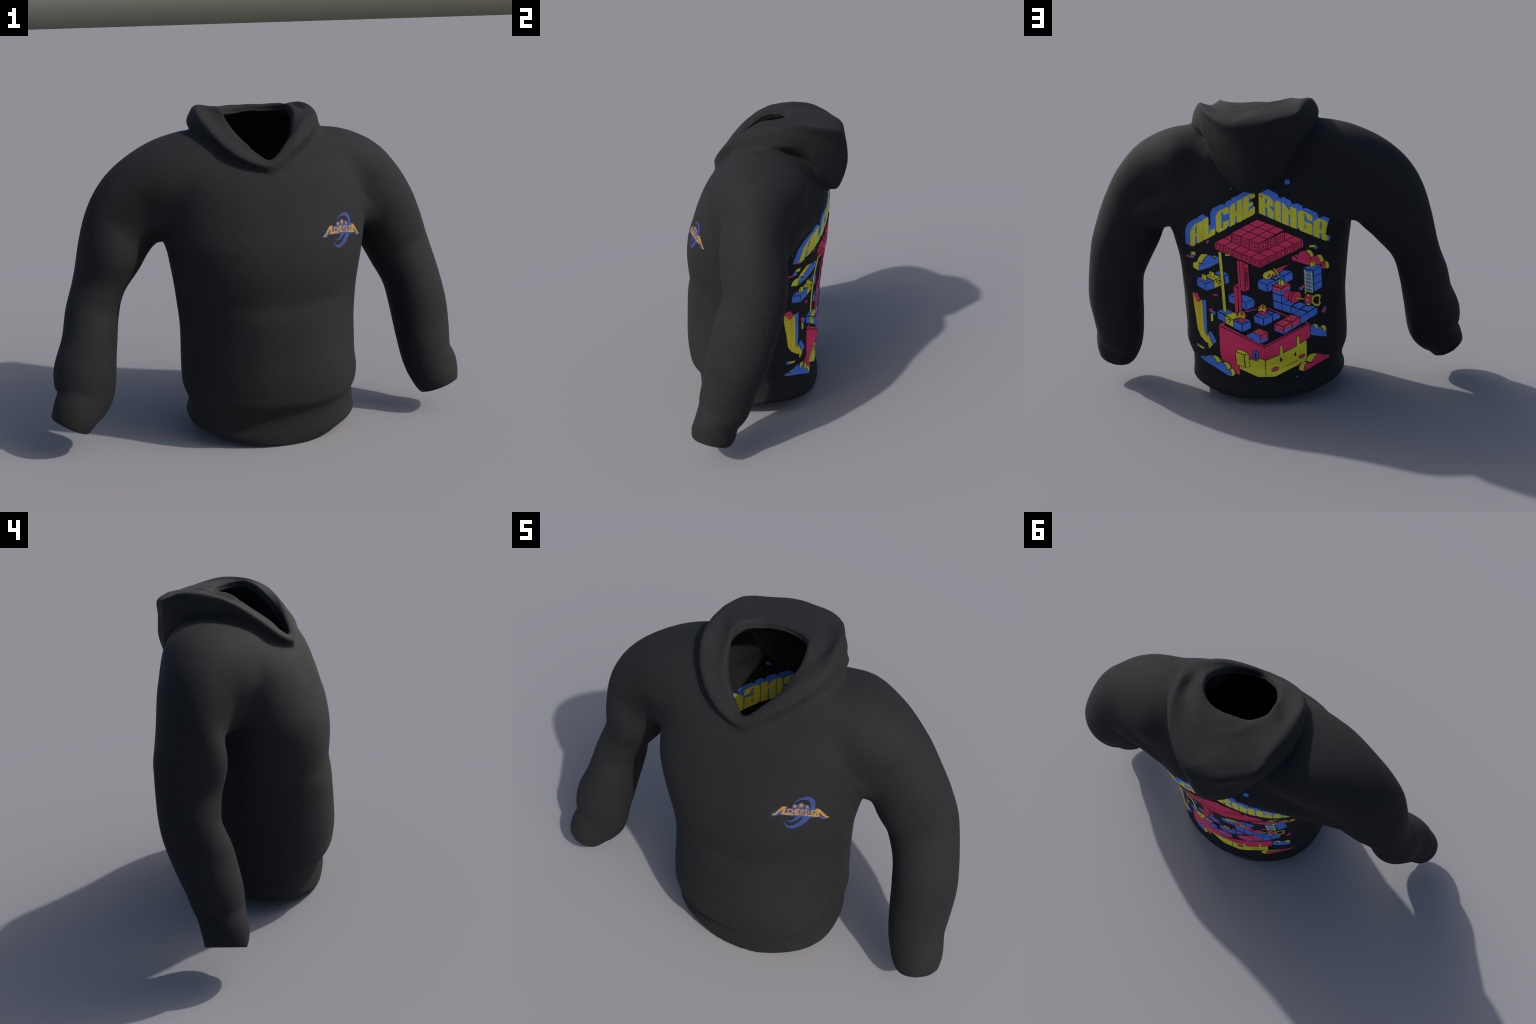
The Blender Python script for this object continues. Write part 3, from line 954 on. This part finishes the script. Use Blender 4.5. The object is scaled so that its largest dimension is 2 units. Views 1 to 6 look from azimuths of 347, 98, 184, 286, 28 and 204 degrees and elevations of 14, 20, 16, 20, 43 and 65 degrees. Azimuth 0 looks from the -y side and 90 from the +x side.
STROKES = {"L": [[(0, 0), (0, 1), (.8, 1)]], "C": [[(.85, .05), (.05, .05), (0, 1), (.85, 1)]], "H": [[(0, 0), (0, 1)], [(.8, 0), (.8, 1)], [(0, .5), (.8, .5)]],
           "E": [[(.8, 0), (0, 0), (0, 1), (.8, 1)], [(0, .5), (.7, .5)]], "R": [[(0, 1), (0, 0), (.8, .05), (.8, .45), (0, .5), (.85, 1)]], "I": [[(.4, 0), (.4, 1)], [(.1, 0), (.7, 0)], [(.1, 1), (.7, 1)]],
           "N": [[(0, 1), (0, 0), (.8, 1), (.8, 0)]], "G": [[(.85, .05), (0, .05), (0, 1), (.85, 1), (.85, .55), (.45, .55)]]}
for ch, x0 in word:
    top = 340 + (x0 - 345)*0.055
    for s in STROKES[ch]:
        line("badge_orange", 17 if ch in "NR" else 23, *[(x0 + 78*u - 8*v, top + 88*v) for u, v in s])
for cx, cy, r in ((563, 287, 44), (693, 268, 60), (822, 303, 42)):
    begin("badge_star")
    t = np.arange(10)*math.pi/5 - math.pi/2 + 0.08
    rr = np.where(np.arange(10) % 2 == 0, r, r*0.45)
    poly("badge_orange", *np.stack([cx + rr*np.cos(t), cy + rr*np.sin(t)], -1))


# ------------------------------------------------------------------ draping on the cloth
def powers(x, y, deg):
    return np.stack([x**i*y**j for i in range(deg + 1) for j in range(deg + 1 - i)], -1)


# smooth maps from the flat artwork to position across the body and height
BACK_ACROSS = np.array([0.0487, 0.0301, -0.0024, 0.0025, 0.0040, -0.0039, -0.3650, -0.0184, 0.0045, 0.0031, -0.0061, 0.0091, 0.0043, -0.0030, -0.0018, -0.0086, -0.0087, 0.0030, 0.0107, 0.0064, -0.0090])
BACK_HEIGHT = np.array([0.6565, -0.5295, -0.0129, -0.0085, -0.0099, 0.0126, -0.0111, 0.0066, 0.0051, -0.0028, -0.0014, -0.0291, -0.0173, 0.0073, 0.0055, 0.0048, 0.0161, 0.0013, -0.0321, -0.0202, 0.0034])
FRONT_ACROSS = np.array([0.3519, 0.0122, -0.0032, -0.0015, 0.1259, -0.0041, -0.0011, -0.0090, -0.0022, -0.0014])
FRONT_HEIGHT = np.array([0.9877, -0.1033, -0.0099, -0.0041, 0.0007, -0.0149, -0.0045, -0.0221, -0.0080, -0.0057])

bm = bmesh.new()
body = mesh_from_rings([torso_out])
bm.from_mesh(body)
body_tree = BVHTree.FromBMesh(bm)
bm.free()
# the draped outline is snapped to the finished skins
bm = bmesh.new()
bm.from_mesh(outer)
outer_tree = BVHTree.FromBMesh(bm)
bm.free()
bm = bmesh.new()
bm.from_mesh(cavity)
cavity_tree = BVHTree.FromBMesh(bm)
bm.free()


def drape(uv, side):
    """Flat artwork to the body: smooth map to (x, z), then straight onto the torso."""
    if side == "back":
        A = powers((uv[:, 0] - 470)/150, (uv[:, 1] - 570)/200, 5)
        xs, zs, far = A @ BACK_ACROSS, A @ BACK_HEIGHT, 2.0
    else:
        A = powers((uv[:, 0] - 575)/70, (uv[:, 1] - 600)/45, 3)
        xs, zs, far = A @ FRONT_ACROSS, A @ FRONT_HEIGHT, -2.0
    out = []
    for x, z in zip(xs, zs):
        hit = None
        while hit is None:
            hit = body_tree.ray_cast(Vector((x, far, z)), Vector((0, -math.copysign(1, far), 0)))[0]
            x = x*0.995
        out.append(hit)
    return out


def flat_mesh(polys, cell):
    """Triangulated outlines cut along a grid so that they bend with the cloth."""
    bm = bmesh.new()
    for q in polys:
        vs = [bm.verts.new((x, y, 0)) for x, y in q]
        try:
            bm.faces.new(vs)
        except ValueError:
            pass
    bmesh.ops.remove_doubles(bm, verts=bm.verts, dist=1e-4)
    bmesh.ops.triangulate(bm, faces=bm.faces[:])
    co = np.array([v.co[:2] for v in bm.verts])
    lo, hi = co.min(0), co.max(0)
    for ax in (0, 1):
        for k in np.arange(math.floor(lo[ax]/cell) + 1, math.ceil(hi[ax]/cell)):
            p, n = [0, 0, 0], [0, 0, 0]
            p[ax], n[ax] = k*cell, 1
            bmesh.ops.bisect_plane(bm, geom=bm.verts[:] + bm.edges[:] + bm.faces[:], plane_co=p, plane_no=n, dist=1e-4)
    return bm


def raised(bm, side, lift, inside=False):
    """Drape a flat mesh and give it a thin edge down to the cloth."""
    bm.verts.index_update()
    pts = drape(np.array([v.co[:2] for v in bm.verts]), side)
    tree = cavity_tree if inside else outer_tree
    rim = [e for e in bm.edges if len(e.link_faces) == 1]
    ext = bmesh.ops.extrude_edge_only(bm, edges=rim)
    low = {v for v in ext["geom"] if isinstance(v, bmesh.types.BMVert)}
    partner = {}
    for v in low:
        for e in v.link_edges:
            o = e.other_vert(v)
            if o not in low:
                partner[v] = o
    tops = [v for v in bm.verts if v not in low]
    norm = {}
    for v, p in zip(tops, pts):
        loc, n, _, _ = tree.find_nearest(Vector(p))
        sgn = -1.0 if inside else 1.0
        norm[v] = (loc, n*sgn)
        v.co = loc + n*sgn*lift
    for v in low:
        loc, n = norm[partner.get(v, tops[0])]
        v.co = loc - n*0.0008
    # faces look away from the cloth
    bm.normal_update()
    f = max((f for f in bm.faces if all(v in norm for v in f.verts)), key=lambda f: f.calc_area())
    if f.normal.dot(norm[f.verts[0]][1]) < 0:
        bmesh.ops.reverse_faces(bm, faces=bm.faces[:])


# ------------------------------------------------------------------ materials
def material(name, base, rough, spec, sheen=0.0, grain=0.25, ripple=0.0, stitch=0.014):
    m = bpy.data.materials.new(name)
    m.use_nodes = True
    nt = m.node_tree
    b = nt.nodes["Principled BSDF"]
    b.inputs["Roughness"].default_value = rough
    b.inputs["Specular IOR Level"].default_value = spec
    b.inputs["Sheen Weight"].default_value = sheen
    tc = nt.nodes.new("ShaderNodeTexCoord")
    # knitted rows: short dark dashes between the stitches
    mp = nt.nodes.new("ShaderNodeMapping")
    mp.inputs["Scale"].default_value = (1.0, 1.0, 1.0)
    nt.links.new(tc.outputs["Object"], mp.inputs["Vector"])
    sep = nt.nodes.new("ShaderNodeSeparateXYZ")
    nt.links.new(mp.outputs[0], sep.inputs[0])
    # x + y runs round the body, z runs up it: brick bond of stitches in that plane
    add = nt.nodes.new("ShaderNodeMath")
    add.operation = "ADD"
    nt.links.new(sep.outputs[0], add.inputs[0])
    half = nt.nodes.new("ShaderNodeMath")
    half.operation = "MULTIPLY"
    half.inputs[1].default_value = 0.85
    nt.links.new(sep.outputs[1], half.inputs[0])
    nt.links.new(half.outputs[0], add.inputs[1])
    com0 = nt.nodes.new("ShaderNodeCombineXYZ")
    nt.links.new(add.outputs[0], com0.inputs[0])
    nt.links.new(sep.outputs[2], com0.inputs[1])
    # cloth that faces up takes its rows from front to back instead
    geo = nt.nodes.new("ShaderNodeNewGeometry")
    nz = nt.nodes.new("ShaderNodeSeparateXYZ")
    nt.links.new(geo.outputs["Normal"], nz.inputs[0])
    ab = nt.nodes.new("ShaderNodeMath")
    ab.operation = "ABSOLUTE"
    nt.links.new(nz.outputs[2], ab.inputs[0])
    gt_ = nt.nodes.new("ShaderNodeMath")
    gt_.operation = "GREATER_THAN"
    gt_.inputs[1].default_value = 0.72
    nt.links.new(ab.outputs[0], gt_.inputs[0])
    com = nt.nodes.new("ShaderNodeMix")
    com.data_type = "VECTOR"
    nt.links.new(gt_.outputs[0], com.inputs["Factor"])
    nt.links.new(com0.outputs[0], com.inputs[4])
    nt.links.new(mp.outputs[0], com.inputs[5])
    br = nt.nodes.new("ShaderNodeTexBrick")
    br.inputs["Scale"].default_value = 1.0
    br.inputs["Brick Width"].default_value = stitch
    br.inputs["Row Height"].default_value = stitch*0.61
    br.inputs["Mortar Size"].default_value = stitch*0.08
    br.inputs["Mortar Smooth"].default_value = 0.6
    br.offset = 0.5
    nt.links.new(com.outputs[1], br.inputs["Vector"])
    ns = nt.nodes.new("ShaderNodeTexNoise")
    ns.inputs["Scale"].default_value = 260.0
    ns.inputs["Detail"].default_value = 3.0
    nt.links.new(tc.outputs["Object"], ns.inputs["Vector"])
    big = nt.nodes.new("ShaderNodeTexNoise")
    big.inputs["Scale"].default_value = 5.0
    big.inputs["Detail"].default_value = 3.0
    nt.links.new(tc.outputs["Object"], big.inputs["Vector"])
    # value = 1 - grain*(mortar * noise mask) and slow cloudiness
    gate = nt.nodes.new("ShaderNodeMapRange")
    gate.inputs["From Min"].default_value, gate.inputs["From Max"].default_value = 0.42, 0.62
    nt.links.new(ns.outputs["Fac"], gate.inputs["Value"])
    mul = nt.nodes.new("ShaderNodeMath")
    mul.operation = "MULTIPLY"
    nt.links.new(br.outputs["Fac"], mul.inputs[0])
    nt.links.new(gate.outputs[0], mul.inputs[1])
    dark = nt.nodes.new("ShaderNodeMapRange")
    dark.inputs["To Min"].default_value, dark.inputs["To Max"].default_value = 1.0, 1.0 - grain*2.2
    nt.links.new(mul.outputs[0], dark.inputs["Value"])
    slow = nt.nodes.new("ShaderNodeMapRange")
    slow.inputs["From Min"].default_value, slow.inputs["From Max"].default_value = 0.3, 0.7
    slow.inputs["To Min"].default_value, slow.inputs["To Max"].default_value = 0.9, 1.1
    nt.links.new(big.outputs["Fac"], slow.inputs["Value"])
    tot = nt.nodes.new("ShaderNodeMath")
    tot.operation = "MULTIPLY"
    nt.links.new(dark.outputs[0], tot.inputs[0])
    nt.links.new(slow.outputs[0], tot.inputs[1])
    if ripple:
        # faint wavering lines where the stitches beat against each other
        wv = nt.nodes.new("ShaderNodeTexWave")
        wv.inputs["Scale"].default_value = 26.0
        wv.inputs["Distortion"].default_value = 16.0
        wv.inputs["Detail"].default_value = 1.5
        wv.inputs["Detail Scale"].default_value = 0.35
        nt.links.new(tc.outputs["Object"], wv.inputs["Vector"])
        rp = nt.nodes.new("ShaderNodeMapRange")
        rp.inputs["To Min"].default_value, rp.inputs["To Max"].default_value = 1.0 - ripple, 1.0 + ripple
        nt.links.new(wv.outputs["Fac"], rp.inputs["Value"])
        t2 = nt.nodes.new("ShaderNodeMath")
        t2.operation = "MULTIPLY"
        nt.links.new(tot.outputs[0], t2.inputs[0])
        nt.links.new(rp.outputs[0], t2.inputs[1])
        tot = t2
    col = nt.nodes.new("ShaderNodeVectorMath")
    col.operation = "SCALE"
    col.inputs[0].default_value = base
    nt.links.new(tot.outputs[0], col.inputs["Scale"])
    nt.links.new(col.outputs[0], b.inputs["Base Color"])
    bump = nt.nodes.new("ShaderNodeBump")
    bump.inputs["Strength"].default_value = 0.22
    bump.inputs["Distance"].default_value = 0.0016
    inv = nt.nodes.new("ShaderNodeMath")
    inv.operation = "SUBTRACT"
    nt.links.new(ns.outputs["Fac"], inv.inputs[0])
    nt.links.new(br.outputs["Fac"], inv.inputs[1])
    nt.links.new(inv.outputs[0], bump.inputs["Height"])
    nt.links.new(bump.outputs[0], b.inputs["Normal"])
    return m


MAT = {"cloth": material("black_knit", (0.0112, 0.0117, 0.0134), 0.86, 0.32, grain=0.35, ripple=0.09, stitch=0.0095),
       "ink": material("bare_knit", (0.0140, 0.0140, 0.0150), 0.90, 0.2, grain=0.2),
       "yellow": material("yellow_print", (0.82, 0.76, 0.040), 0.75, 0.25),
       "orange_yellow": material("amber_print", (0.82, 0.64, 0.036), 0.75, 0.25),
       "blue": material("blue_print", (0.085, 0.235, 0.88), 0.75, 0.25),
       "pink": material("crimson_print", (0.90, 0.048, 0.150), 0.75, 0.25),
       "badge_blue": material("badge_blue_print", (0.030, 0.055, 0.200), 0.75, 0.25, grain=0.35),
       "badge_orange": material("badge_amber_print", (0.37, 0.195, 0.022), 0.75, 0.25, grain=0.35)}

# ------------------------------------------------------------------ assembly
root = bpy.data.objects.new("hooded_sweatshirt", None)
root["label"] = "black hooded sweatshirt standing empty, bright game scene on back"
root["category"] = "hoodie"
bpy.context.scene.collection.objects.link(root)


def child(name, me, parent):
    ob = bpy.data.objects.new(name, me)
    bpy.context.scene.collection.objects.link(ob)
    ob.parent = parent
    return ob


# split the garment by region; every piece keeps the whole garment's vertex normals
nv = len(garment.vertices)
co = coords(garment)
nrm = np.empty(nv*3, np.float32)
garment.vertex_normals.foreach_get("vector", nrm)
nrm = nrm.reshape(-1, 3)
start = np.empty(len(garment.polygons), np.int32)
total = np.empty(len(garment.polygons), np.int32)
garment.polygons.foreach_get("loop_start", start)
garment.polygons.foreach_get("loop_total", total)
loops = np.empty(len(garment.loops), np.int32)
garment.loops.foreach_get("vertex_index", loops)
cen = np.add.reduceat(co[loops], start, axis=0)/total[:, None]


def closest_row(path, pts):
    d = np.linalg.norm(pts[:, None] - path[None], axis=2)
    return d.argmin(1), d.min(1)


hood_pts = hood_out[8::2, ::6].reshape(-1, 3)
skin_pts = np.concatenate([torso_out[90::3, ::4].reshape(-1, 3), left_out[:60:2, ::4].reshape(-1, 3), right_out[:60:2, ::4].reshape(-1, 3)])
x, y, z = cen.T
region = np.zeros(len(cen), int)                 # torso, left sleeve, right sleeve, hood, waistband, cuffs
# armhole seams slope outwards towards the armpit
slope = np.clip((1.35 - z)/0.45, 0, 1)
region[(x > 0.40 + 0.10*slope) & (z > 0.88)] = 1
region[(x < -0.31 - 0.11*slope) & (z > 0.88)] = 2
inner_l = np.interp(z, SLEEVE_LEFT[::-1, 2], SLEEVE_LEFT[::-1, 0] - SLEEVE_LEFT[::-1, 4] - 0.03)
inner_r = np.interp(z, SLEEVE_RIGHT[:3:-1, 2], SLEEVE_RIGHT[:3:-1, 0] + SLEEVE_RIGHT[:3:-1, 4] + 0.03)
region[(x > np.maximum(inner_l, 0.49)) & (z <= 0.88)] = 1
region[(x < np.minimum(inner_r, -0.41)) & (z <= 0.88)] = 2
high = np.where(z > 1.08)[0]
near = nearest(cen[high], hood_pts) < nearest(cen[high], skin_pts)
region[high[near]] = 3
waist_line = 0.148 + HEM_WAVE[1]*np.sin(np.arctan2(y + 0.1, x - 0.05))
region[(region == 0) & (z < waist_line)] = 4
for side, rows, r, cuff in ((1, SLEEVE_LEFT, 1, 5), (-1, SLEEVE_RIGHT, 2, 6)):
    a, b_ = rows[-3, :3], rows[-1, :3]
    axis = (b_ - a)/np.linalg.norm(b_ - a)
    along = (cen - (rows[-2, :3]*0.8 + rows[-1, :3]*0.2)) @ axis
    region[(region == r) & (along > 0) & (z < 0.32)] = cuff

for r, name in enumerate(["torso", "sleeve", "sleeve", "hood", "waistband", "cuff", "cuff"]):
    faces = np.where(region == r)[0]
    if not len(faces):
        continue
    idx = np.concatenate([np.arange(start[f], start[f] + total[f]) for f in faces])
    used, inv = np.unique(loops[idx], return_inverse=True)
    me = bpy.data.meshes.new(name)
    me.vertices.add(len(used))
    me.vertices.foreach_set("co", co[used].ravel())
    me.loops.add(len(inv))
    me.loops.foreach_set("vertex_index", inv.astype(np.int32))
    me.polygons.add(len(faces))
    tt = total[faces]
    me.polygons.foreach_set("loop_start", np.concatenate([[0], np.cumsum(tt)[:-1]]).astype(np.int32))
    me.polygons.foreach_set("loop_total", tt)
    me.update(calc_edges=True)
    me.polygons.foreach_set("use_smooth", np.ones(len(faces), bool))
    me.normals_split_custom_set_from_vertices(nrm[used].tolist())
    me.materials.append(MAT["cloth"])
    piece = child(name, me, root)
    if name == "torso":
        torso = piece

# prints: each outline lies one step above whatever it overlaps
LAYER, boxes = [], []
for name, inst, colour, polys, side in PIECES:
    p = np.concatenate(polys)
    lo, hi = p.min(0), p.max(0)
    over = [l for l, (a, b, s) in zip(LAYER, boxes) if s == side and (a < hi).all() and (b > lo).all()]
    LAYER.append(1 + max(over) if over else 0)
    boxes.append((lo + 0.2, hi - 0.2, side))
print("print layers", max(LAYER), len(PIECES))
groups = {}
for order, (name, inst, colour, polys, side) in enumerate(PIECES):
    groups.setdefault((name, inst, side), []).append((order, colour, polys))


def build(key, parts, inside=False):
    name, inst, side = key
    verts, faces, mats, slots = [], [], [], []
    for order, colour, polys in parts:
        if inside and min(q[:, 1].min() for q in polys) > 478:
            continue
        bm = flat_mesh(polys, 4.0 if side == "back" else 3.0)
        if not bm.faces:
            bm.free()
            continue
        raised(bm, side, 0.0010 + 0.00017*LAYER[order], inside)
        if colour not in slots:
            slots.append(colour)
        bm.verts.index_update()
        k = len(verts)
        verts += [v.co[:] for v in bm.verts]
        faces += [[k + v.index for v in f.verts] for f in bm.faces]
        mats += [slots.index(colour)]*len(bm.faces)
        bm.free()
    if not faces:
        return None
    me = bpy.data.meshes.new(name)
    me.from_pydata(verts, [], faces)
    for s in slots:
        me.materials.append(MAT[s])
    me.polygons.foreach_set("material_index", mats)
    me.update()
    return me


for key, parts in groups.items():
    me = build(key, parts)
    if me is None:
        continue
    ob = child(key[0], me, torso)
    if key[0] in ("speck",):
        ob["kind"] = "stuff"
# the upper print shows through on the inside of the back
rev = [p for key, parts in groups.items() if key[2] == "back" for p in parts]
rev.sort(key=lambda p: p[0])
me = build(("reversed_print", 0, "back"), rev, inside=True)
if me is not None:
    ob = child("reversed_print", me, torso)
    ob["kind"] = "stuff"
for m_ in list(bpy.data.meshes):
    if m_.users == 0:
        bpy.data.meshes.remove(m_)
